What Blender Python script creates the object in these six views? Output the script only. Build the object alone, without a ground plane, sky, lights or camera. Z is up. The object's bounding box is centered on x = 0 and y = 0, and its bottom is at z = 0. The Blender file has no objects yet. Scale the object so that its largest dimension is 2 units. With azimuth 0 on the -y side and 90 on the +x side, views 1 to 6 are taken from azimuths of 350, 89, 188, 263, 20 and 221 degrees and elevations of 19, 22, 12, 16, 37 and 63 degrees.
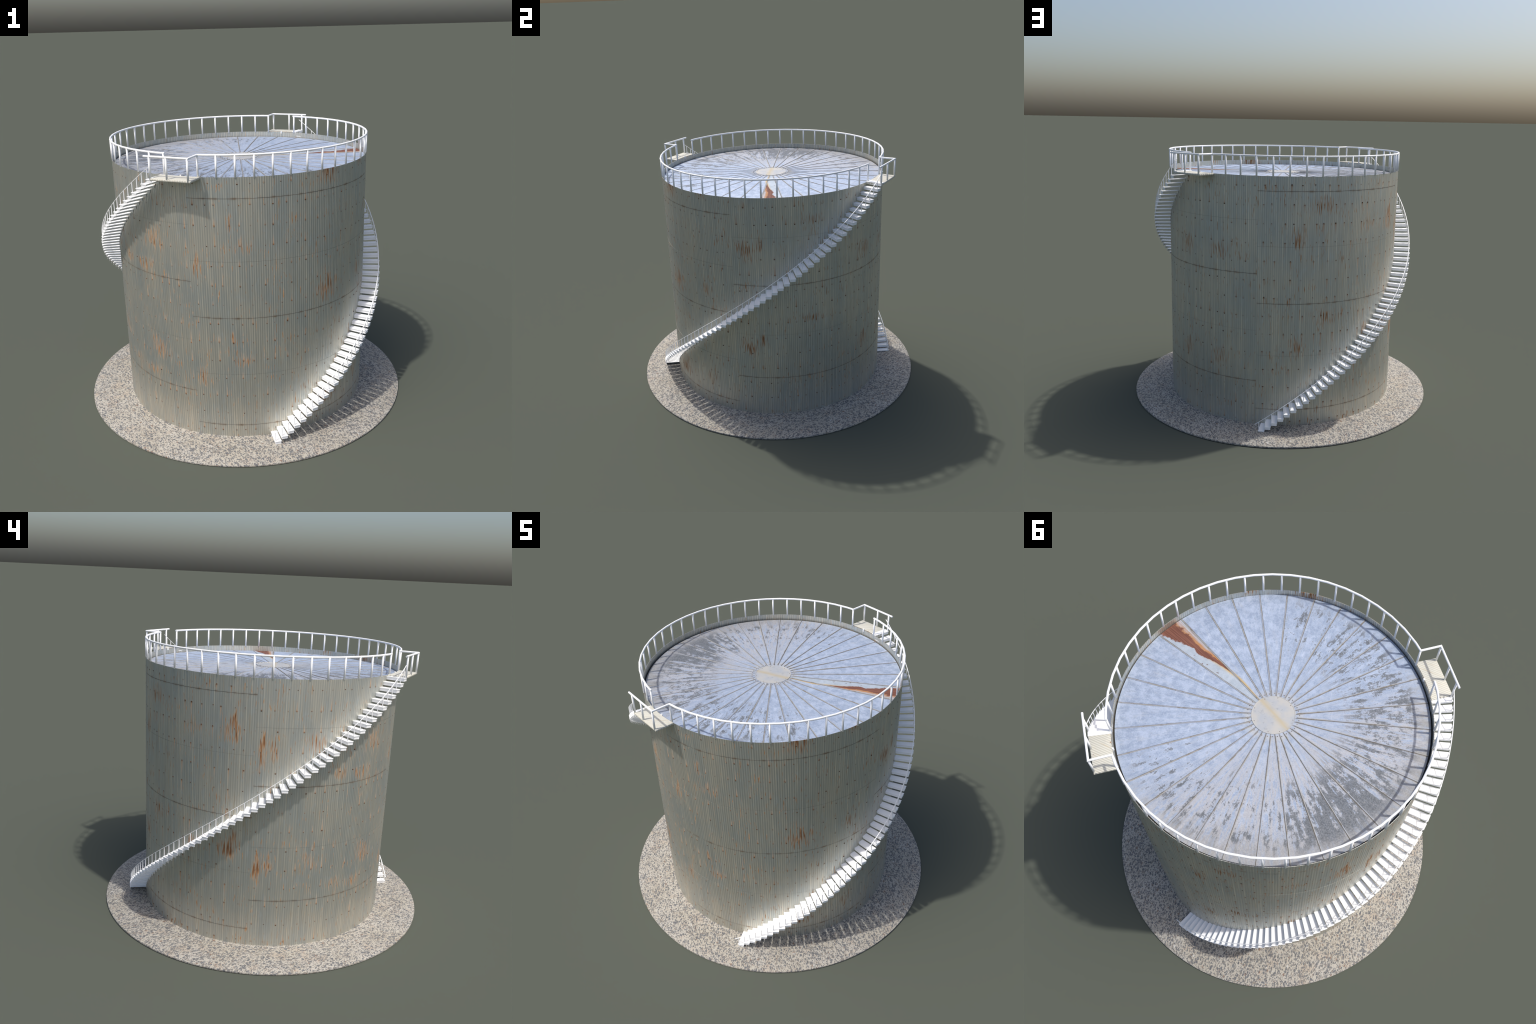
import bpy, bmesh, math, random
from mathutils import Vector, Matrix
random.seed(7)
rad, sin, cos, pi = math.radians, math.sin, math.cos, math.pi

# ------------------------------------------------------------------ sizes
WALL_R = 0.7500          # outer face of the shell
WALL_TOP = 1.508
PAD_R, PAD_RIM_Z, PAD_IN_Z = 1.0, 0.0080, 0.0208
ROOF_Z, ROOF_R = 1.4755, 0.7405
ROOF_C = (0.0040, -0.0048)
RIBS = 380
RAIL_Z, RAIL_R = 1.6178, 0.7485
POST_STEP = 7.2
# vertical joints of the four wall bays (degrees) and the height at which each bay's
# plate courses start; courses repeat every 0.65 m
BAYS = [(-120.5, -22.3, 0.095), (-22.3, 87.0, 0.295), (87.0, 167.3, 0.120), (167.3, 239.5, 0.295)]
ROW0 = [0.095, 0.287, 0.080, 0.292]      # start of the rivet pattern in each bay
COURSE = 0.652
ROWSTEP = COURSE / 6.0
STEP_A, STEP_Z, STEPS = 2.509, 0.02682, 56
# centre azimuth and height of the lowest tread of each flight (the flights are half a step out of phase)
FLIGHTS = [(-87.68, 0.0382), (91.01, 0.0278)]


def col_step(i):
    """column spacing in degrees for rivet row i of a course"""
    return 5.6 if i < 2.5 else 4.6


def col_jitter(k, bay):
    return 0.75 * sin(k * 2.4 + bay * 1.3)


WALL_ROUGH, WALL_METAL = 0.5, 0.86
ROOF_ROUGH, ROOF_METAL = 0.72, 0.45

# ------------------------------------------------------------------ node helpers
class Sock:
    """thin wrapper so node graphs read like formulas"""
    def __init__(s, g, out): s.g, s.o = g, out
    def _m(s, op, *a): return s.g.math(op, s, *a)
    def __add__(s, b): return s._m('ADD', b)
    __radd__ = __add__
    def __sub__(s, b): return s._m('SUBTRACT', b)
    def __rsub__(s, b): return s.g.math('SUBTRACT', b, s)
    def __mul__(s, b): return s._m('MULTIPLY', b)
    __rmul__ = __mul__
    def __truediv__(s, b): return s._m('DIVIDE', b)
    def __gt__(s, b): return s._m('GREATER_THAN', b)
    def __lt__(s, b): return s._m('LESS_THAN', b)
    def abs(s): return s._m('ABSOLUTE')
    def floor(s): return s._m('FLOOR')
    def pow(s, b): return s._m('POWER', b)
    def sin(s): return s._m('SINE')
    def mod(s, b): return s._m('FLOORED_MODULO', b)
    def min(s, b): return s._m('MINIMUM', b)
    def max(s, b): return s._m('MAXIMUM', b)
    def clamp(s): return s.g.math('ADD', s, 0.0, clamp=True)
    def bell(s, width):
        """1 at zero, falling to 0 like a Gaussian of that half-width"""
        q = s / width
        return (q * q * -1.0)._m('EXPONENT') if False else s.g.math('POWER', 2.718, q * q * -1.0)
    def ramp(s, a, b, c=0.0, d=1.0, smooth=True):
        return s.g.maprange(s, a, b, c, d, smooth)


class Graph:
    def __init__(self, name):
        self.mat = bpy.data.materials.new(name)
        self.mat.use_nodes = True
        self.t = self.mat.node_tree
        self.t.nodes.clear()
        self.out = self.t.nodes.new('ShaderNodeOutputMaterial')
        self.bsdf = self.t.nodes.new('ShaderNodeBsdfPrincipled')
        self.t.links.new(self.bsdf.outputs[0], self.out.inputs[0])
        tc = self.t.nodes.new('ShaderNodeTexCoord')
        self.obj = Sock(self, tc.outputs['Object'])
        sp = self.t.nodes.new('ShaderNodeSeparateXYZ')
        self.t.links.new(tc.outputs['Object'], sp.inputs[0])
        self.x, self.y, self.z = (Sock(self, sp.outputs[i]) for i in range(3))
    def put(self, v, sock):
        if isinstance(v, Sock): self.t.links.new(v.o, sock)
        else:
            if isinstance(v, tuple) and len(v) == 3 and sock.type == 'RGBA': v = v + (1.0,)
            sock.default_value = v
    def math(self, op, *a, clamp=False):
        n = self.t.nodes.new('ShaderNodeMath'); n.operation = op; n.use_clamp = clamp
        for i, v in enumerate(a): self.put(v, n.inputs[i])
        return Sock(self, n.outputs[0])
    def maprange(self, v, a, b, c, d, smooth):
        n = self.t.nodes.new('ShaderNodeMapRange')
        n.interpolation_type = 'SMOOTHSTEP' if smooth else 'LINEAR'
        for i, q in enumerate((v, a, b, c, d)): self.put(q, n.inputs[i])
        return Sock(self, n.outputs[0])
    def vec(self, x, y, z=0.0):
        n = self.t.nodes.new('ShaderNodeCombineXYZ')
        for i, q in enumerate((x, y, z)): self.put(q, n.inputs[i])
        return Sock(self, n.outputs[0])
    def noise(self, v, scale=1.0, detail=2.0, rough=0.5, color=False):
        n = self.t.nodes.new('ShaderNodeTexNoise')
        self.put(v, n.inputs['Vector']); n.inputs['Scale'].default_value = scale
        n.inputs['Detail'].default_value = detail; n.inputs['Roughness'].default_value = rough
        return Sock(self, n.outputs['Color' if color else 'Fac'])
    def white(self, v, color=False):
        n = self.t.nodes.new('ShaderNodeTexWhiteNoise'); n.noise_dimensions = '3D'
        self.put(v, n.inputs['Vector'])
        return Sock(self, n.outputs['Color' if color else 'Value'])
    def voronoi(self, v, scale, randomness=1.0):
        n = self.t.nodes.new('ShaderNodeTexVoronoi')
        self.put(v, n.inputs['Vector']); n.inputs['Scale'].default_value = scale
        n.inputs['Randomness'].default_value = randomness
        return Sock(self, n.outputs['Distance']), Sock(self, n.outputs['Color'])
    def mix(self, f, a, b, kind='MIX'):
        n = self.t.nodes.new('ShaderNodeMix'); n.data_type = 'RGBA'; n.blend_type = kind
        self.put(f, n.inputs[0]); self.put(a, n.inputs[6]); self.put(b, n.inputs[7])
        return Sock(self, n.outputs[2])
    def curve(self, v, pts, lo, hi):
        """piecewise linear function given by a few (x, value) control points; x in 0..1"""
        n = self.t.nodes.new('ShaderNodeValToRGB'); e = n.color_ramp.elements
        while len(e) < len(pts): e.new(0.5)
        for el, (p, q) in zip(e, pts):
            el.position = p; w = (q - lo) / (hi - lo); el.color = (w, w, w, 1)
        self.put(v, n.inputs[0])
        return Sock(self, n.outputs[0]) * (hi - lo) + lo
    def bands(self, v, stops):
        n = self.t.nodes.new('ShaderNodeValToRGB'); e = n.color_ramp.elements
        n.color_ramp.interpolation = 'CONSTANT'
        while len(e) < len(stops): e.new(0.5)
        for el, (p, c) in zip(e, stops): el.position = p; el.color = c + (1.0,)
        self.put(v, n.inputs[0])
        return Sock(self, n.outputs[0])
    def bump(self, h, strength, dist):
        n = self.t.nodes.new('ShaderNodeBump')
        n.inputs['Strength'].default_value = strength; n.inputs['Distance'].default_value = dist
        self.put(h, n.inputs['Height']); self.t.links.new(n.outputs[0], self.bsdf.inputs['Normal'])
    def done(self, color, rough=0.6, metal=0.0, spec=0.3):
        self.put(color, self.bsdf.inputs['Base Color'])
        self.put(rough, self.bsdf.inputs['Roughness'])
        self.put(metal, self.bsdf.inputs['Metallic'])
        self.bsdf.inputs['Specular IOR Level'].default_value = spec
        return self.mat


# ------------------------------------------------------------------ materials
def white_paint():
    g = Graph('white_paint')
    n = g.noise(g.obj, 9.0, 3.0)
    return g.done(g.mix(n.ramp(0.35, 0.75), (0.90, 0.90, 0.90), (0.85, 0.855, 0.86)), 0.45, 0.0, 0.4)


def wall_metal():
    g = Graph('weathered_corrugated_steel')
    th = g.math('ARCTAN2', g.y, g.x) * (180.0 / pi)
    # bay selection
    b0 = (th > BAYS[0][0]) * (th < BAYS[0][1])
    b1 = (th > BAYS[1][0]) * (th < BAYS[1][1])
    b2 = (th > BAYS[2][0]) * (th < BAYS[2][1])
    b3 = 1.0 - b0 - b1 - b2
    bay = b1 + b2 * 2.0 + b3 * 3.0
    row0 = b0 * ROW0[0] + b1 * ROW0[1] + b2 * ROW0[2] + b3 * ROW0[3]
    th0 = b0 * BAYS[0][0] + b1 * BAYS[1][0] + b2 * BAYS[2][0] + b3 * BAYS[3][0]
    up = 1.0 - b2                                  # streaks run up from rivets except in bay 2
    u = (th - th0).mod(360.0)
    zr = (g.z - row0).mod(COURSE)
    cell = (zr - 0.075) / ROWSTEP
    t_up = cell - cell.floor()
    row = (cell.floor() * up + (cell.floor() + 1.0) * b2).mod(6.0)
    t = (t_up * up + (1.0 - t_up) * b2) * ROWSTEP  # distance from the rivet along its streak
    setb = row < 2.5
    step = 4.6 + setb * 1.0
    k = (u / step).floor()
    du = (u - ((k + 0.5) * step + (k * 2.4 + bay * 1.3).sin() * 0.75)) * 0.01304
    lvl = ((g.z - row0) / COURSE).floor() * 0.0
    h = g.white(g.vec(k, row + lvl, bay))
    h2 = g.white(g.vec(k + 31.0, row, bay))
    wob = (g.noise(g.vec(th * 3.0, g.z * 30.0, 0.0), 1.0, 2.0) - 0.5) * 0.004
    length = 0.012 + h.pow(3.0) * 0.085
    along = 1.0 - (t / length).clamp()
    streak = (du + wob).bell(0.0022 + h2 * 0.0022) * along * h.ramp(0.25, 0.85, 0.2, 1.0)
    tw = t.min(ROWSTEP - t) if False else t
    halo = (du * du + tw * tw).pow(0.5).bell(0.0058) * h.ramp(0.2, 1.0, 0.15, 1.0)
    # coordinates stretched along the ribs
    s1 = g.noise(g.vec(th * 1.9, g.z * 2.6, bay * 3.7), 1.0, 3.0, 0.6)
    s2 = g.noise(g.vec(th * 0.85, g.z * 9.0, bay * 5.1 + 9.0), 1.0, 4.0, 0.62)
    s3 = g.noise(g.vec(th * 0.09, g.z * 3.0, bay * 2.0), 1.0, 3.0, 0.55)
    # clay / bluish zinc / pale zinc base
    base = g.mix(s3.ramp(0.30, 0.70), (0.520, 0.550, 0.525), (0.655, 0.628, 0.542))
    base = g.mix(s1.ramp(0.50, 0.72) * 0.75, base, (0.84, 0.79, 0.665))
    base = g.mix(s1.ramp(0.48, 0.22) * 0.55, base, (0.36, 0.372, 0.352))
    blk = g.noise(g.vec(th * 0.42, g.z * 11.0, 4.0), 1.0, 1.0)
    base = g.mix(blk.ramp(0.62, 0.72) * 0.35, base, (0.60, 0.665, 0.68))
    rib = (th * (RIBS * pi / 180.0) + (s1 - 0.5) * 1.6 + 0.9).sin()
    base = g.mix(rib.ramp(-1.0, 1.0) * 0.42, base, (0.34, 0.35, 0.335))  # rib shading put into the colour as darker stripes
    # tan weeping everywhere
    s4 = g.noise(g.vec(th * 2.4, g.z * 7.0, bay * 1.7 + 3.0), 1.0, 3.0, 0.6)
    big = g.noise(g.vec(th * 0.12, g.z * 5.0, 8.0), 1.0, 2.0)
    base = g.mix(s4.ramp(0.56, 0.72) * big.ramp(0.35, 0.65, 0.25, 0.75), base, (0.55, 0.45, 0.31))
    # heavier rust groups, repeated with the courses: (azimuth, height, half width, half height, strength)
    groups = [(-62.0, 1.48, 6.0, .050, .75), (-62.0, 0.89, 6.0, .075, .7), (-117.5, 1.04, 2.2, .060, 1.0),
              (-99.0, 1.15, 4.5, .045, .7), (-103.8, 1.28, 0.9, .040, 1.3),
              (-15.5, 1.17, 5.0, .055, 1.1), (-8.5, 1.22, 1.6, .050, .9), (16.0, 1.36, 6.0, .035, .9),
              (48.0, 1.08, 4.5, .060, 1.0), (69.0, 1.07, 4.5, .045, .9), (-38.0, .87, 4.0, .050, .8),
              (105.0, 1.16, 3.2, .060, 1.1), (117.0, 1.34, 6.5, .050, 1.0), (159.2, 1.25, 2.4, .085, 1.3),
              (155.0, 1.23, 2.5, .060, .8), (140.0, 1.23, 3.0, .060, .7), (170.0, 1.13, 1.6, .095, 1.5),
              (174.5, 1.15, 2.2, .060, 1.0), (-168.0, 1.17, 5.0, .060, .7), (-138.0, 1.16, 5.5, .070, 1.0),
              (-144.0, 1.00, 4.5, .045, .8), (-156.0, 1.02, 4.0, .050, .6)]
    tot = None
    for az, zz, wa, wz, st in groups:
        a = ((th - az + 180.0).mod(360.0) - 180.0).bell(wa)
        b = ((g.z - zz + COURSE / 2).mod(COURSE) - COURSE / 2).bell(wz)
        m = a * b * st
        tot = m if tot is None else tot + m
    tot = tot * g.z.ramp(0.06, 0.16)
    r1 = g.noise(g.vec(th * 2.5, g.z * 9.5, 21.0), 1.0, 2.0, 0.5)
    r2 = g.noise(g.vec(th * 2.0, g.z * 19.0, 5.0), 1.0, 2.0, 0.55)
    r3 = g.noise(g.vec(th * 2.0, g.z * 12.0, 33.0), 1.0, 2.0, 0.55)
    zone = g.noise(g.vec(th * 0.10, g.z * 6.0, 14.0), 1.0, 2.0)
    need = 0.69 - tot.min(1.5) * 0.16
    rust = (r1 - need).ramp(0.0, 0.08) * tot.ramp(0.05, 0.30)
    light = (r1 - need + 0.085).ramp(0.0, 0.10) * tot.ramp(0.03, 0.4) * 0.8
    need3 = 0.668 - zone.ramp(0.42, 0.70) * 0.075
    spots = (r3 - need3).ramp(0.0, 0.05) * 0.80         # lone orange flecks over the whole wall
    thin = (r2 - 0.665).ramp(0.0, 0.06) * zone.ramp(0.38, 0.6) * 0.6
    light = light.max(streak * 0.85).max(thin).max(spots).clamp()
    dark = (rust * 0.9).max(halo * 0.95).max((r3 - need3 - 0.06).ramp(0.0, 0.05) * 0.6).clamp()
    c = g.mix(light, base, (0.44, 0.205, 0.056))
    c = g.mix(dark, c, (0.175, 0.070, 0.025))
    rusty = light.max(dark)
    # the plate edge at a course start is stained
    d0 = b0 * BAYS[0][2] + b1 * BAYS[1][2] + b2 * BAYS[2][2] + b3 * BAYS[3][2]
    e = (((g.z - d0 + COURSE / 2).mod(COURSE)) - COURSE / 2).abs()
    stain = g.noise(g.vec(th * 0.25, 2.0, bay), 1.0, 3.0)
    c = g.mix(e.bell(0.006) * stain.ramp(0.42, 0.7) * 0.75, c, (0.30, 0.18, 0.10))
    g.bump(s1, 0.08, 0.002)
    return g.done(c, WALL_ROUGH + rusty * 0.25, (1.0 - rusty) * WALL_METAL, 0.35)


def rivet_rust():
    g = Graph('rusted_rivet')
    n = g.noise(g.obj, 60.0, 2.0)
    return g.done(g.mix(n.ramp(0.4, 0.65), (0.075, 0.040, 0.022), (0.17, 0.085, 0.042)), 0.8)


def seam_dark():
    g = Graph('dark_rusty_gap')
    th = g.math('ARCTAN2', g.y, g.x) * (180.0 / pi)
    n = g.noise(g.vec(th * 0.4, g.z * 4.0, 1.0), 1.0, 3.0)
    return g.done(g.mix(n.ramp(0.42, 0.62), (0.07, 0.062, 0.055), (0.24, 0.16, 0.10)), 0.85)


def roof_coords(g):
    dx, dy = g.x - ROOF_C[0], g.y - ROOF_C[1]
    r = (dx * dx + dy * dy).pow(0.5)
    th = g.math('ARCTAN2', dy, dx) * (180.0 / pi)
    return dx, dy, r, th


SEAM0 = 3.6


def roof_metal():
    g = Graph('galvanised_roof_sheet')
    dx, dy, r, th = roof_coords(g)
    pan = ((th - SEAM0) / 11.25).floor()
    pu = ((th - SEAM0) / 11.25) - pan               # 0..1 across the panel
    ph = g.white(g.vec(pan, 3.0, 1.0))
    ph2 = g.white(g.vec(pan, 7.0, 2.0))
    P = g.vec(dx, dy, ph * 0.7)
    fine = g.noise(P, 150.0, 3.0, 0.65)
    mid = g.noise(P, 28.0, 4.0, 0.6)
    rads = g.noise(g.vec(r * 9.0, th * 0.34, ph * 4.0), 1.0, 5.0, 0.66)
    rads2 = g.noise(g.vec(r * 15.0, th * 0.75, ph * 9.0), 1.0, 4.0, 0.7)
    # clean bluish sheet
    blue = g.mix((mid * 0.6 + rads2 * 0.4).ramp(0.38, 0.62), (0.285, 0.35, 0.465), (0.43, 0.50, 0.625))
    blue = g.mix(fine.ramp(0.40, 0.70) * 0.35, blue, (0.54, 0.595, 0.70))
    blue = g.mix((rads.ramp(0.52, 0.72) * 0.45), blue, (0.46, 0.485, 0.53))
    # weathered side: faces the -x half; the tone also darkens towards the rim
    side = (dx * -0.93 + dy * 0.36)
    wx = (side + (ph - 0.5) * 0.16 + (mid - 0.5) * 0.16).ramp(-0.02, 0.30)
    pale = g.mix(fine.ramp(0.3, 0.7), (0.385, 0.395, 0.43), (0.47, 0.478, 0.505))
    pale = g.mix((r - 0.55).ramp(0.0, 0.16) * rads.ramp(0.40, 0.60) * 0.5, pale, (0.37, 0.36, 0.335))
    c = g.mix(wx * rads2.ramp(0.36, 0.56), blue, pale)
    rim_dark = (r - 0.50).ramp(0.0, 0.20) * (side + (rads - 0.5) * 0.8).ramp(0.18, 0.55)  # ragged grey darkening towards the rim on the -x side
    c = g.mix(rim_dark * 0.55, c, g.mix(fine.ramp(0.35, 0.65), (0.25, 0.25, 0.255), (0.34, 0.335, 0.325)))
    # lichen / soot blotches, ragged and radially stretched
    soot_zone = (dx * -0.70 + dy * -0.64 + (ph2 - 0.5) * 0.16).ramp(-0.04, 0.24, 0.0, 1.0)
    north = (dx * -0.55 + dy * 0.80 + (ph - 0.5) * 0.2).ramp(0.10, 0.42, 0.0, 0.72)
    rim = (r - 0.24).ramp(0.0, 0.20) * (0.735 - r).ramp(0.0, 0.10)
    mass = rads * 0.60 + rads2 * 0.22 + (fine - 0.5) * 0.36 + (mid - 0.5) * 0.40 + 0.06
    thr = 0.595 - soot_zone * 0.130 - north * 0.135
    soot = (mass - thr).ramp(0.0, 0.07) * rim.max(0.15) * (soot_zone.max(north)).ramp(0.02, 0.2)
    c = g.mix(soot * 0.92, c, g.mix(fine.ramp(0.35, 0.65), (0.095, 0.105, 0.118), (0.19, 0.205, 0.225)))
    spots = g.noise(g.vec(dx, dy, 5.0), 48.0, 3.0, 0.6)
    sp = (spots - 0.665).ramp(0.0, 0.03) * wx
    c = g.mix(sp * 0.8, c, (0.25, 0.255, 0.26))
    collar = (r - 0.124).bell(0.020) * mid.ramp(0.35, 0.6, 0.3, 0.9)
    c = g.mix(collar * 0.8, c, (0.47, 0.475, 0.475))
    # greyish mottling over the clean part
    c = g.mix((rads2 - 0.56).ramp(0.0, 0.1) * (1.0 - wx) * fine.ramp(0.38, 0.6) * 0.7, c, (0.27, 0.31, 0.385))
    # white scratches on the east side
    scr = g.noise(g.vec((dx * 0.85 + dy * 0.53) * 160.0, (dx * -0.53 + dy * 0.85) * 9.0, 2.0), 1.0, 2.0)
    c = g.mix((scr - 0.62).ramp(0.0, 0.05) * (1.0 - wx) * mid.ramp(0.45, 0.6) * 0.4, c, (0.62, 0.66, 0.72))
    # ---- rust tongue in one panel: centre line and half width as functions of radius
    q = ((r - 0.20) / 0.54).clamp()
    jag = (g.noise(g.vec(dx, dy, 1.0), 34.0, 4.0, 0.65) - 0.5)
    lines = g.noise(g.vec(r * 6.0, (th + 5.0) * 2.2, 0.0), 1.0, 3.0)
    cen = g.curve(q, [(0, -10.4), (.12, -9.6), (.24, -7.4), (.42, -5.4), (.50, -4.0), (.57, -2.9), (.66, -3.3),
                      (.76, -2.6), (.88, -1.8), (1, -1.0)], -11, 3)
    hw = g.curve(q, [(0, 0.0), (.12, 0.20), (.24, 0.55), (.42, 1.3), (.50, 1.9), (.57, 2.0), (.66, 1.3),
                     (.76, 2.5), (.88, 3.1), (1, 4.0)], 0, 6)
    off = (th - cen).abs() / (hw + 0.05)
    core = ((off + jag * 1.5) * -1.0 + 1.0).ramp(-0.10, 0.14) * q.ramp(0.16, 0.30)
    glow = ((th - cen + 1.1).abs() / (hw * 0.9 + 1.7) + jag * 0.5 + (lines - 0.5) * 1.1)
    glow = (1.10 - glow).ramp(0.0, 0.75) * q.ramp(0.05, 0.35) * (th > -7.5) * (th < 3.4)
    wash = ((th + 2.2).abs() - 5.6).ramp(0.0, -0.6) * q.ramp(-0.3, 0.1) * (0.74 - r).ramp(0, .05)
    c = g.mix(wash * 0.42, c, (0.50, 0.54, 0.53))
    yel = (th - cen - 0.4).abs().bell(1.5) * q.ramp(-0.2, 0.05) * (0.62 - q).ramp(0.0, 0.25)
    c = g.mix(yel * 0.95, c, (0.56, 0.41, 0.18))
    c = g.mix(glow * 0.9, c, (0.40, 0.175, 0.042))
    rustc = g.mix(lines.ramp(0.40, 0.66), (0.125, 0.048, 0.032), (0.205, 0.088, 0.060))
    c = g.mix(core, c, rustc)
    drops = g.noise(g.vec(dx, dy, 7.0), 62.0, 1.0)
    dm = (drops - 0.665).ramp(0.0, 0.02) * (r - 0.43).bell(0.10) * (th - 1.4).bell(2.0)
    c = g.mix(dm, c, (0.15, 0.058, 0.032))
    edge_r = (th + 7.9).abs() * r * 0.01745
    c = g.mix(edge_r.bell(0.004) * (r - 0.665).bell(0.05), c, (0.16, 0.072, 0.048))
    edge_l = (th - 3.4).abs() * r * 0.01745
    c = g.mix(edge_l.bell(0.003) * (r - 0.66).bell(0.05), c, (0.16, 0.072, 0.048))
    # shadow side of every standing seam, painted as a dark brown line
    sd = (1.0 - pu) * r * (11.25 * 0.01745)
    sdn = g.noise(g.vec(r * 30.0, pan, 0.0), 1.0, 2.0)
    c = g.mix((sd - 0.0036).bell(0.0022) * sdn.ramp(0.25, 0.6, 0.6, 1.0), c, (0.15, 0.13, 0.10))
    g.bump(fine * 0.3 + mid * 0.7, 0.15, 0.003)
    return g.done(c, ROOF_ROUGH, (1.0 - core.max(glow * 0.7)) * ROOF_METAL, 0.35)


def seam_metal():
    g = Graph('roof_seam_metal')
    n = g.noise(g.obj, 30.0, 3.0, 0.6)
    n2 = g.noise(g.obj, 9.0, 2.0)
    c = g.mix(n2.ramp(0.35, 0.65), (0.36, 0.385, 0.435), (0.37, 0.36, 0.335))
    return g.done(g.mix(n.ramp(0.52, 0.70) * 0.7, c, (0.22, 0.185, 0.135)), 0.65, 0.4)


def cap_metal():
    g = Graph('roof_cap_sheet')
    n = g.noise(g.obj, 14.0, 4.0, 0.6)
    f = g.noise(g.obj, 60.0, 4.0, 0.68)
    c = g.mix(n.ramp(0.35, 0.68), (0.50, 0.49, 0.465), (0.42, 0.445, 0.48))
    c = g.mix((f - 0.56).ramp(0.0, 0.10) * n.ramp(0.40, 0.6) * 0.7, c, (0.33, 0.345, 0.37))
    # yellow stain running across from the rust tongue
    d = (g.x * 0.18 + g.y * 0.984 + 0.012)
    w = g.noise(g.vec(g.x * 9.0, g.y * 60.0, 0.0), 1.0, 2.0)
    c = g.mix((d + (w - 0.5) * 0.02).bell(0.014) * 0.60, c, (0.50, 0.41, 0.24))
    return g.done(c, 0.7, 0.45)


def platform_sheet():
    g = Graph('cream_corrugated_sheet')
    a = rad(17.0)
    v = g.x * -sin(a) + g.y * cos(a)
    uu = g.x * cos(a) + g.y * sin(a)
    n = g.noise(g.vec(uu * 6.0, v * 130.0, 0.0), 1.0, 3.0)
    w = (v * (2 * pi / 0.0105)).sin()
    c = g.mix(w.ramp(-1, 1), (0.50, 0.485, 0.415), (0.63, 0.615, 0.54))
    c = g.mix(n.ramp(0.58, 0.75) * 0.5, c, (0.50, 0.37, 0.20))
    s = g.noise(g.obj, 42.0, 1.0)
    c = g.mix((s - 0.72).ramp(0, 0.03), c, (0.27, 0.12, 0.05))
    g.bump(w, 0.35, 0.002)
    return g.done(c, 0.6)


def pad_concrete():
    g = Graph('exposed_pebble_concrete')
    P = g.vec(g.x, g.y, g.z)
    big = g.noise(P, 5.0, 3.0)
    bl2 = g.noise(P, 11.0, 2.0)
    ca, sa = cos(0.5), sin(0.5)
    P2 = g.vec((g.x * ca + g.y * sa) * 1.25, (g.y * ca - g.x * sa) * 0.80, g.z)
    P3 = g.vec((g.x * sa - g.y * ca) * 0.78, (g.x * ca + g.y * sa) * 1.28, g.z + 3.0)
    matrix = g.mix(big.ramp(0.38, 0.62), (0.405, 0.374, 0.312), (0.425, 0.402, 0.355))
    matrix = g.mix(bl2.ramp(0.55, 0.70) * 0.6, matrix, (0.40, 0.335, 0.265))
    grit = g.noise(P, 420.0, 2.0)
    matrix = g.mix(grit.ramp(0.3, 0.7) * 0.3, matrix, (0.26, 0.245, 0.215))
    h = None
    c = matrix
    for scale, co, rmax, seed in ((70.0, P3, 0.60, 0.0), (98.0, P2, 0.56, 3.0), (150.0, P3, 0.52, 5.0)):
        d, cc = g.voronoi(co, scale)
        s = g.t.nodes.new('ShaderNodeSeparateColor'); g.t.links.new(cc.o, s.inputs[0])
        k1, k2, k3 = (Sock(g, s.outputs[i]) for i in range(3))
        size = k1.ramp(0.10, 0.90, 0.16, rmax, False)
        m = (size - d).ramp(-0.01, 0.06)
        tone = g.bands(k2, [(0.0, (0.085, 0.090, 0.102)), (0.20, (0.125, 0.130, 0.138)), (0.40, (0.165, 0.155, 0.140)),
                            (0.58, (0.105, 0.113, 0.126)), (0.74, (0.215, 0.190, 0.158)), (0.88, (0.28, 0.265, 0.24)),
                            (0.965, (0.20, 0.115, 0.075)), (0.99, (0.50, 0.49, 0.46))])
        tone = g.mix(k3 * 0.30, tone, (0.20, 0.195, 0.185))
        c = g.mix(m * 0.92, c, tone)
        h = m if h is None else h.max(m * 0.6)
    g.bump(h, 0.25, 0.002)
    return g.done(c, 0.8, 0.0, 0.25)


# ------------------------------------------------------------------ mesh helpers
def add(name, verts, faces, mat, parent=None, smooth=None, mats=None):
    me = bpy.data.meshes.new(name)
    me.from_pydata(verts, [], faces)
    me.materials.append(mat)
    for m in mats or []: me.materials.append(m)
    me.validate(); me.update()
    ob = bpy.data.objects.new(name, me)
    bpy.context.collection.objects.link(ob)
    if parent: ob.parent = parent
    if smooth is not None:
        me.polygons.foreach_set('use_smooth', [True] * len(me.polygons))
        me.set_sharp_from_angle(angle=rad(smooth))
    return ob


def recalc(ob):
    bm = bmesh.new(); bm.from_mesh(ob.data)
    bmesh.ops.recalc_face_normals(bm, faces=bm.faces)
    bm.to_mesh(ob.data); bm.free(); ob.data.update()


def pol(r, a, z):
    return (r * cos(rad(a)), r * sin(rad(a)), z)


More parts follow.
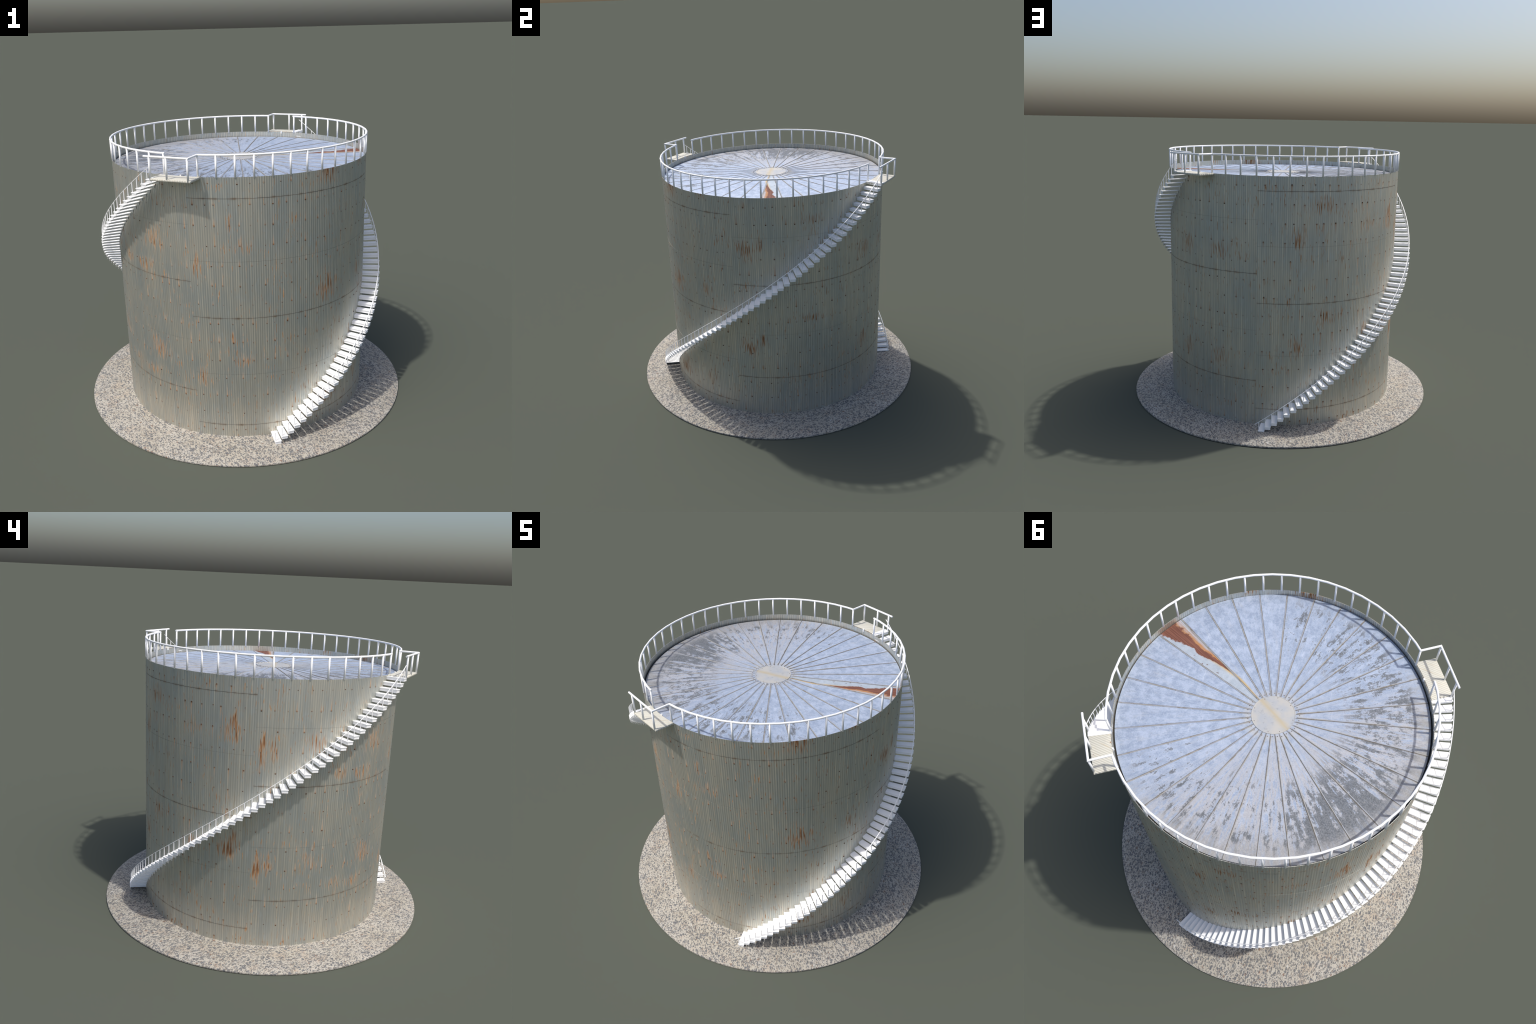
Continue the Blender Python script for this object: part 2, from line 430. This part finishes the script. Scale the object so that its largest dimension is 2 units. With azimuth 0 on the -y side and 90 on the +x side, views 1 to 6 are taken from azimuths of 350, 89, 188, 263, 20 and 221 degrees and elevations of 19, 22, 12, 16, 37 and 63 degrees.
def tube(points, r, sides=10, closed=False, flat=1.0):
    """round bar along a polyline with mitred corners"""
    pts = [Vector(p) for p in points]
    n = len(pts); V = []; F = []
    for i, p in enumerate(pts):
        if closed: a, b = pts[i - 1], pts[(i + 1) % n]
        else: a, b = pts[max(i - 1, 0)], pts[min(i + 1, n - 1)]
        d1 = (p - a).normalized() if (p - a).length > 1e-9 else (b - p).normalized()
        d2 = (b - p).normalized() if (b - p).length > 1e-9 else d1
        t = (d1 + d2).normalized()
        ref = Vector((0, 0, 1)) if abs(t.z) < 0.9 else Vector((1, 0, 0))
        s = t.cross(ref).normalized(); w = s.cross(t)
        miter = 1.0 / max(0.5, math.sqrt((1 + d1.dot(d2)) / 2))
        # widen across the bend plane only
        bend = (d2 - d1)
        bend = bend.normalized() if bend.length > 1e-6 else None
        for j in range(sides):
            q = 2 * pi * (j + 0.5) / sides
            off = s * cos(q) * r + w * sin(q) * r * flat
            if bend is not None: off += bend * off.dot(bend) * (miter - 1)
            V.append(tuple(p + off))
    rings = n if closed else n - 1
    for i in range(rings):
        k = (i + 1) % n
        for j in range(sides):
            l = (j + 1) % sides
            F.append((i * sides + j, i * sides + l, k * sides + l, k * sides + j))
    if not closed:
        F.append(tuple(range(sides))[::-1])
        F.append(tuple(range((n - 1) * sides, n * sides)))
    return V, F


def merge(parts):
    V, F = [], []
    for v, f in parts:
        o = len(V); V += v; F += [tuple(i + o for i in q) for q in f]
    return V, F


# ------------------------------------------------------------------ build
WHITE, WALL, RIVET, GAP = white_paint(), wall_metal(), rivet_rust(), seam_dark()
ROOF, SEAM, CAP, SHEET, PAD = roof_metal(), seam_metal(), cap_metal(), platform_sheet(), pad_concrete()

root = bpy.data.objects.new('storage_tank', None)
bpy.context.collection.objects.link(root)
root["label"] = "weathered corrugated steel storage tank with two spiral stairs"
root["category"] = "storage tank"

# ---- concrete pad: a very low cone with a thin rim
N = 256
prof = [(0.30, 0.0245), (0.60, 0.0225), (0.748, PAD_IN_Z), (0.88, 0.0198), (0.94, 0.0178), (0.975, 0.0142),
        (0.995, PAD_RIM_Z + 0.0012), (0.999, PAD_RIM_Z - 0.0005), (1.0, PAD_RIM_Z - 0.003), (1.0, 0.0)]
V = [(0, 0, 0.025)]; F = []
for r, z in prof:
    V += [pol(r, 360.0 * i / N, z) for i in range(N)]
for i in range(N): F.append((0, 1 + i, 1 + (i + 1) % N))
for k in range(len(prof) - 1):
    for i in range(N):
        a, b = 1 + k * N + i, 1 + k * N + (i + 1) % N
        F.append((a, a + N, b + N, b))
F.append(tuple(1 + (len(prof) - 1) * N + i for i in range(N))[::-1])
add('foundation_pad', V, F, PAD, root, 40)

# ---- shell: inner liner (dark where it shows through the gaps) with corrugated plates on it
def ring_wall(rf, a0, a1, z0, z1, n, thick=None, close=False):
    """thin wall following radius function rf(a); outer and inner skin plus edges"""
    V, F = [], []
    cnt = n if close else n + 1
    for i in range(cnt):
        a = a0 + (a1 - a0) * i / n
        ro = rf(a); ri = ro - thick
        V += [pol(ro, a, z0), pol(ro, a, z1), pol(ri, a, z1), pol(ri, a, z0)]
    for i in range(n):
        p, q = 4 * i, 4 * ((i + 1) % cnt)
        F += [(p, q, q + 1, p + 1), (p + 1, q + 1, q + 2, p + 2), (p + 2, q + 2, q + 3, p + 3), (p + 3, q + 3, q, p)]
    if not close:
        F += [(0, 1, 2, 3), (4 * n + 3, 4 * n + 2, 4 * n + 1, 4 * n)]
    return V, F

amp = 0.00042
V, F = ring_wall(lambda a: 0.7486 + amp * 0.8 * cos(rad(a) * RIBS), 0, 360, 0.018, WALL_TOP - 0.0008, RIBS * 6, 0.0012, True)
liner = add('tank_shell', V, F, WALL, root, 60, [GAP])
for p in liner.data.polygons:              # outer skin of the liner is the dark gap colour
    if p.normal.x * p.center.x + p.normal.y * p.center.y > 0.3 * p.center.xy.length if hasattr(p.center, 'xy') else False:
        p.material_index = 1

for b, (a0, a1, d0) in enumerate(BAYS):
    cuts = [0.0185]
    kinds = [None]
    faint = 0.318 if b % 2 == 0 else 0.312
    if b == 2: faint = 0.336
    k = -1
    while d0 + k * COURSE < WALL_TOP:
        for zz, gp in ((d0 + k * COURSE, 0.0021), (d0 + k * COURSE + faint, 0.0008)):
            if 0.03 < zz < WALL_TOP - 0.01:
                cuts.append(zz); kinds.append(gp)
        k += 1
    cuts.append(WALL_TOP); kinds.append(None)
    order = sorted(range(len(cuts)), key=lambda i: cuts[i])
    for j in range(len(order) - 1):
        lo, hi = order[j], order[j + 1]
        z0 = cuts[lo] + (kinds[lo] or 0) / 2
        z1 = cuts[hi] - (kinds[hi] or 0) / 2
        rr = WALL_R - amp + (0.0003 if (j + b) % 2 else 0.0)
        n = int((a1 - a0) / 360.0 * RIBS * 6)
        V, F = ring_wall(lambda a: rr + amp * cos(rad(a) * RIBS), a0, a1, z0, z1, n, 0.0009)
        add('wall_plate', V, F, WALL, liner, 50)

# ---- rivets
head = []
prng = random.Random(11)
for b, (a0, a1, d0) in enumerate(BAYS):
    span = a1 - a0
    for level in range(-1, 3):
        for i in range(6):
            z = ROW0[b] + level * COURSE + 0.075 + i * ROWSTEP
            if not 0.045 < z < 1.49: continue
            st = col_step(i)
            for k in range(int(span / st)):
                a = a0 + (k + 0.5) * st + col_jitter(k, b)
                s = prng.choice((0.6, 0.75, 0.9, 1.0, 1.2, 1.6)) * 0.0025
                zj = z + prng.uniform(-.003, .003)
                e1 = Vector((-sin(rad(a)), cos(rad(a)), 0)); e2 = Vector((0, 0, 1)); nrm = Vector((cos(rad(a)), sin(rad(a)), 0))
                c = nrm * (WALL_R - 0.0006); c.z = zj
                v = []
                for q, hgt in ((1.0, 0.0), (0.85, 0.0013), (0.4, 0.0019)):
                    v += [tuple(c + e1 * cos(2 * pi * m / 8) * s * q * 1.25 + e2 * sin(2 * pi * m / 8) * s * q * 0.85 + nrm * hgt) for m in range(8)]
                f = [(r * 8 + m, r * 8 + (m + 1) % 8, r * 8 + 8 + (m + 1) % 8, r * 8 + 8 + m) for r in range(2) for m in range(8)]
                f.append(tuple(range(16, 24)))
                head.append((v, f))
V, F = merge(head)
riv = add('rivet_heads', V, F, RIVET, liner, 60)
riv["kind"] = "stuff"

# ---- roof: deck, 32 sheet panels, standing seams, centre cap
cx, cy = ROOF_C
V = [(cx * 0, 0, ROOF_Z - 0.006)] + [pol(0.7472, 360 * i / 200, ROOF_Z - 0.006) for i in range(200)] \
    + [pol(0.7472, 360 * i / 200, ROOF_Z - 0.010) for i in range(200)] + [(0, 0, ROOF_Z - 0.010)]
F = [(0, 1 + i, 1 + (i + 1) % 200) for i in range(200)] + [(1 + i, 201 + i, 201 + (i + 1) % 200, 1 + (i + 1) % 200) for i in range(200)] \
    + [(401, 201 + (i + 1) % 200, 201 + i) for i in range(200)]
deckm = Graph('roof_deck_shadow_gap'); dn = deckm.noise(deckm.obj, 20.0)
deck = add('roof_deck', V, F, deckm.done(deckm.mix(dn, (0.018, 0.018, 0.018), (0.035, 0.033, 0.03)), 0.9), root, 40)
for i in range(32):
    a0 = SEAM0 + 11.25 * i; a1 = a0 + 11.25
    n = 8
    radii = [0.02, 0.25, 0.5, ROOF_R - 0.003, ROOF_R]
    V, F = [], []
    for kr, r in enumerate(radii):
        for j in range(n + 1):
            a = a0 + (a1 - a0) * j / n
            sag = -0.0006 * sin(pi * j / n) * min(1, r / 0.4) if 0 < kr < 4 else 0
            x, y, _ = pol(r, a, 0)
            V.append((x + cx, y + cy, ROOF_Z + sag - (0.001 if kr == 4 else 0)))
    for kr in range(len(radii) - 1):
        for j in range(n):
            p = kr * (n + 1) + j
            F.append((p, p + n + 1, p + n + 2, p + 1))
    o = len(V); m = n + 1
    V += [(x, y, ROOF_Z - 0.0045) for x, y, z in V[-m:]]          # turned-down edge
    base = (len(radii) - 1) * m
    F += [(base + j, o + j, o + j + 1, base + j + 1) for j in range(n)]
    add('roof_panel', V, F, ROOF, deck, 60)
    # standing seam
    ar = rad(a0); d = Vector((cos(ar), sin(ar), 0)); s = Vector((-sin(ar), cos(ar), 0)); C = Vector((cx, cy, 0))
    V = []
    sr = random.Random(100 + i)
    st = 9
    for q in range(st):
        r = 0.112 + (ROOF_R - 0.004 - 0.112) * q / (st - 1)
        wv = sr.uniform(-0.0006, 0.0006)
        for off, zz in ((-0.0026, -0.0006), (-0.0019, 0.0020), (0.0019, 0.0020), (0.0026, -0.0006)):
            v = C + d * r + s * (off + wv); V.append((v.x, v.y, ROOF_Z + zz))
    F = [(4 * q + j, 4 * q + j + 1, 4 * q + 5 + j, 4 * q + 4 + j) for q in range(st - 1) for j in range(3)]
    F += [(3, 2, 1, 0), tuple(4 * (st - 1) + j for j in range(4))]
    ob = add('roof_seam', V, F, SEAM, deck, 30); recalc(ob)
# cap with a raised lip
cc = (0.007, -0.0085); CR = 0.105
prof = [(0.0, 0.0016), (0.06, 0.0015), (CR - 0.004, 0.0013), (CR - 0.0032, 0.0024), (CR, 0.0024), (CR + 0.0006, -0.001)]
V, F = [(cc[0], cc[1], ROOF_Z + prof[0][1])], []
M = 96
for r, z in prof[1:]:
    V += [(cc[0] + r * cos(2 * pi * i / M), cc[1] + r * sin(2 * pi * i / M), ROOF_Z + z) for i in range(M)]
F += [(0, 1 + i, 1 + (i + 1) % M) for i in range(M)]
for k in range(len(prof) - 2):
    F += [(1 + k * M + i, 1 + k * M + M + i, 1 + k * M + M + (i + 1) % M, 1 + k * M + (i + 1) % M) for i in range(M)]
add('roof_cap', V, F, CAP, deck, 30)
bolts = []
br = random.Random(5)
def bolt(x, y, z, r, h):
    v = [(x + r * cos(pi * m / 3), y + r * sin(pi * m / 3), z + zz) for zz in (0, h) for m in range(6)]
    f = [(m, (m + 1) % 6, 6 + (m + 1) % 6, 6 + m) for m in range(6)] + [tuple(range(6, 12))]
    return v, f
for i in range(32):
    a = SEAM0 + 11.25 * i + 3 + br.uniform(-1.5, 1.5)
    r = 0.121 + br.uniform(-.003, .003)
    bolts.append(bolt(cc[0] + r * cos(rad(a)), cc[1] + r * sin(rad(a)), ROOF_Z, 0.0022, 0.0022))
for a in (20, 63, 118, 150, 205, 255, 300, 338):
    bolts.append(bolt(cc[0] + .096 * cos(rad(a)), cc[1] + .096 * sin(rad(a)), ROOF_Z + 0.001, 0.0018, 0.0020))
V, F = merge(bolts)
bm_ = Graph('bolt_steel'); bn = bm_.noise(bm_.obj, 40.0)
bo = add('roof_bolts', V, F, bm_.done(bm_.mix(bn.ramp(.4, .6), (0.10, 0.10, 0.11), (0.22, 0.17, 0.13)), 0.6), deck)
bo["kind"] = "stuff"

# ---- guard rail: two arcs, each ending at the platforms
RV = RAIL_R / cos(rad(POST_STEP / 2)) * 0.9995
def arc(first, last):
    pts = [pol(RAIL_R, first, RAIL_Z)]
    a = first - (first % POST_STEP) + POST_STEP / 2
    while a < first + 0.4: a += POST_STEP
    while a < last - 0.4:
        pts.append(pol(RV, a, RAIL_Z)); a += POST_STEP
    pts.append(pol(RAIL_R, last, RAIL_Z))
    return pts

def rot180(p): return (-p[0], -p[1], p[2])
# arc A runs from the platform inner corner (-115.2) to the end post by the other stair (50.4)
corner_out = (-0.3725, -0.7655, RAIL_Z); corner_end = (-0.5770, -0.6290, RAIL_Z)
runA = [corner_end, corner_out] + arc(-115.2, 51.0)
runB = [rot180(p) for p in runA]
V, F = merge([tube(runA, 0.0054, 12), tube(runB, 0.0054, 12)])
rail = add('guard_rail', V, F, WHITE, root, 35); recalc(rail)

V, F = tube([(0, 0, 1.5035), (0, 0, RAIL_Z)], 0.0054, 12)
post0 = add('rail_post', V, F, WHITE, rail, 180); recalc(post0)
first = True
def place_post(x, y, z0=1.4995):
    global first
    if first: ob = post0; first = False
    else:
        ob = post0.copy(); bpy.context.collection.objects.link(ob); ob.parent = rail
    ob.location = (x, y, 0)
for k in range(-25, 25):
    a = POST_STEP * k
    if k in (-17, 8): continue                    # the gates
    x, y, _ = pol(RAIL_R, a, 0); place_post(x, y)
for t in (0.012, 0.49, 0.875):
    p = Vector(corner_out).lerp(Vector(corner_end), t)
    place_post(p.x, p.y); place_post(-p.x, -p.y)
V, F = tube([pol(0.748, -122.4, 1.498), pol(0.748, -122.4, 1.5145)], 0.0048, 12)
st0 = add('rail_stub', V, F, WHITE, rail, 35); recalc(st0)
V, F = tube([pol(0.748, 57.6, 1.498), pol(0.748, 57.6, 1.5145)], 0.0048, 12)
st1 = add('rail_stub', V, F, WHITE, rail, 35); recalc(st1)

# ---- platforms (axis -122.4 and its opposite)
darkedge = GAP
for turn in (0, 180):
    ax = -122.4 + turn
    e = Vector((cos(rad(ax)), sin(rad(ax)), 0)); t = Vector((sin(rad(ax)), -cos(rad(ax)), 0))
    tmin, tmax, dout = -0.106, 0.1175, 0.849      # t grows towards the stair
    outline = []
    rin = 0.7505
    steps = 10
    inner = []
    for i in range(steps + 1):
        tt = tmin + (tmax - tmin) * i / steps
        inner.append(e * math.sqrt(rin * rin - tt * tt) + t * tt)
    outer = [e * dout + t * tmax, e * dout + t * tmin]
    outline = inner + outer
    n = len(outline)
    cen = sum(outline, Vector()) / n
    zs = [(0.955, 1.4978), (0.985, 1.4990), (1.0, 1.5020), (1.0, 1.5062), (0.988, 1.5090), (0.965, 1.5100)]
    V, F = [], []
    for s, z in zs:
        for idx, p in enumerate(outline):
            q = p if (idx < len(inner)) else cen + (p - cen) * (s if s < 1 else 1)
            V.append((q.x, q.y, z))
    for k in range(len(zs) - 1):
        for i in range(n):
            j = (i + 1) % n
            F.append((k * n + i, k * n + j, (k + 1) * n + j, (k + 1) * n + i))
    F.append(tuple(range(n))); F.append(tuple((len(zs) - 1) * n + i for i in range(n)))
    pf = add('access_platform', V, F, SHEET, root, 50, [darkedge]); recalc(pf)
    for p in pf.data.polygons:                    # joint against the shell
        c = p.center
        if abs(p.normal.z) < 0.3 and math.hypot(c[0], c[1]) < 0.7515: p.material_index = 1

# ---- stairs
def tread_mesh():
    """one tread, local x = radial, y = uphill: a thin top plate with a front skirt and two end plates"""
    def slab(x0, x1, w0, w1, z0, z1, nose=0.0):
        v = [(x, sy * w / 2 - (nose if sy < 0 else 0.0), z) for z in (z0, z1) for x, w in ((x0, w0), (x1, w1)) for sy in (-1, 1)]
        f = [(0, 1, 3, 2), (4, 6, 7, 5), (0, 4, 5, 1), (2, 3, 7, 6), (0, 2, 6, 4), (1, 5, 7, 3)]
        return v, f
    def box(x0, x1, y0, y1, z0, z1):
        v = [(x, y, z) for z in (z0, z1) for x in (x0, x1) for y in (y0, y1)]
        return v, [(0, 1, 3, 2), (4, 6, 7, 5), (0, 4, 5, 1), (2, 3, 7, 6), (0, 2, 6, 4), (1, 5, 7, 3)]
    skirt = slab(0.7470, 0.8512, 0.0016, 0.0016, -0.0180, -0.0032)
    # skirt follows the slightly splayed front edge
    sv = [(x, y - (0.0146 + (x - 0.747) * 0.015), z) for x, y, z in skirt[0]]
    return merge([slab(0.7470, 0.8535, 0.0330, 0.0358, -0.0034, 0.0, 0.0022), (sv, skirt[1]),
                  box(0.8497, 0.8513, -0.0152, 0.0156, -0.0180, -0.0033),
                  box(0.7512, 0.7526, -0.0138, 0.0142, -0.0180, -0.0033)])

V, F = tread_mesh()
proto = None; bproto = None
POST_OFF, POST_R, HAND = -1.05, 0.8460, 0.0525
for az0, zf in FLIGHTS:
    def at(k, z, a_off=POST_OFF, r=POST_R):
        return pol(r, az0 + STEP_A * k + a_off, z)
    ks = [-0.65] + list(range(STEPS)) + [STEPS - 1 + 0.65]
    hv, hf = tube([at(k, zf + STEP_Z * k + HAND) for k in ks], 0.0023, 8, False, 0.55)
    stair = add('spiral_stair', hv, hf, WHITE, root, 40); recalc(stair)
    for k in range(STEPS):
        if proto is None:
            ob = proto = add('stair_tread', V, F, WHITE, stair); recalc(ob)
            bm = bmesh.new(); bm.from_mesh(ob.data)
            bmesh.ops.bevel(bm, geom=bm.edges[:], offset=0.0004, segments=1, affect='EDGES')
            bm.to_mesh(ob.data); bm.free()
        else:
            ob = proto.copy(); bpy.context.collection.objects.link(ob); ob.parent = stair
        ob.rotation_euler = (0, 0, rad(az0 + STEP_A * k))
        ob.location = (0, 0, zf + STEP_Z * k)
        if bproto is None:
            bv, bf = tube([(0, 0, -0.001), (0, 0, HAND)], 0.0023, 8)
            ob = bproto = add('baluster', bv, bf, WHITE, stair, 40); recalc(ob)
        else:
            ob = bproto.copy(); bpy.context.collection.objects.link(ob); ob.parent = stair
        ob.location = at(k, zf + STEP_Z * k)
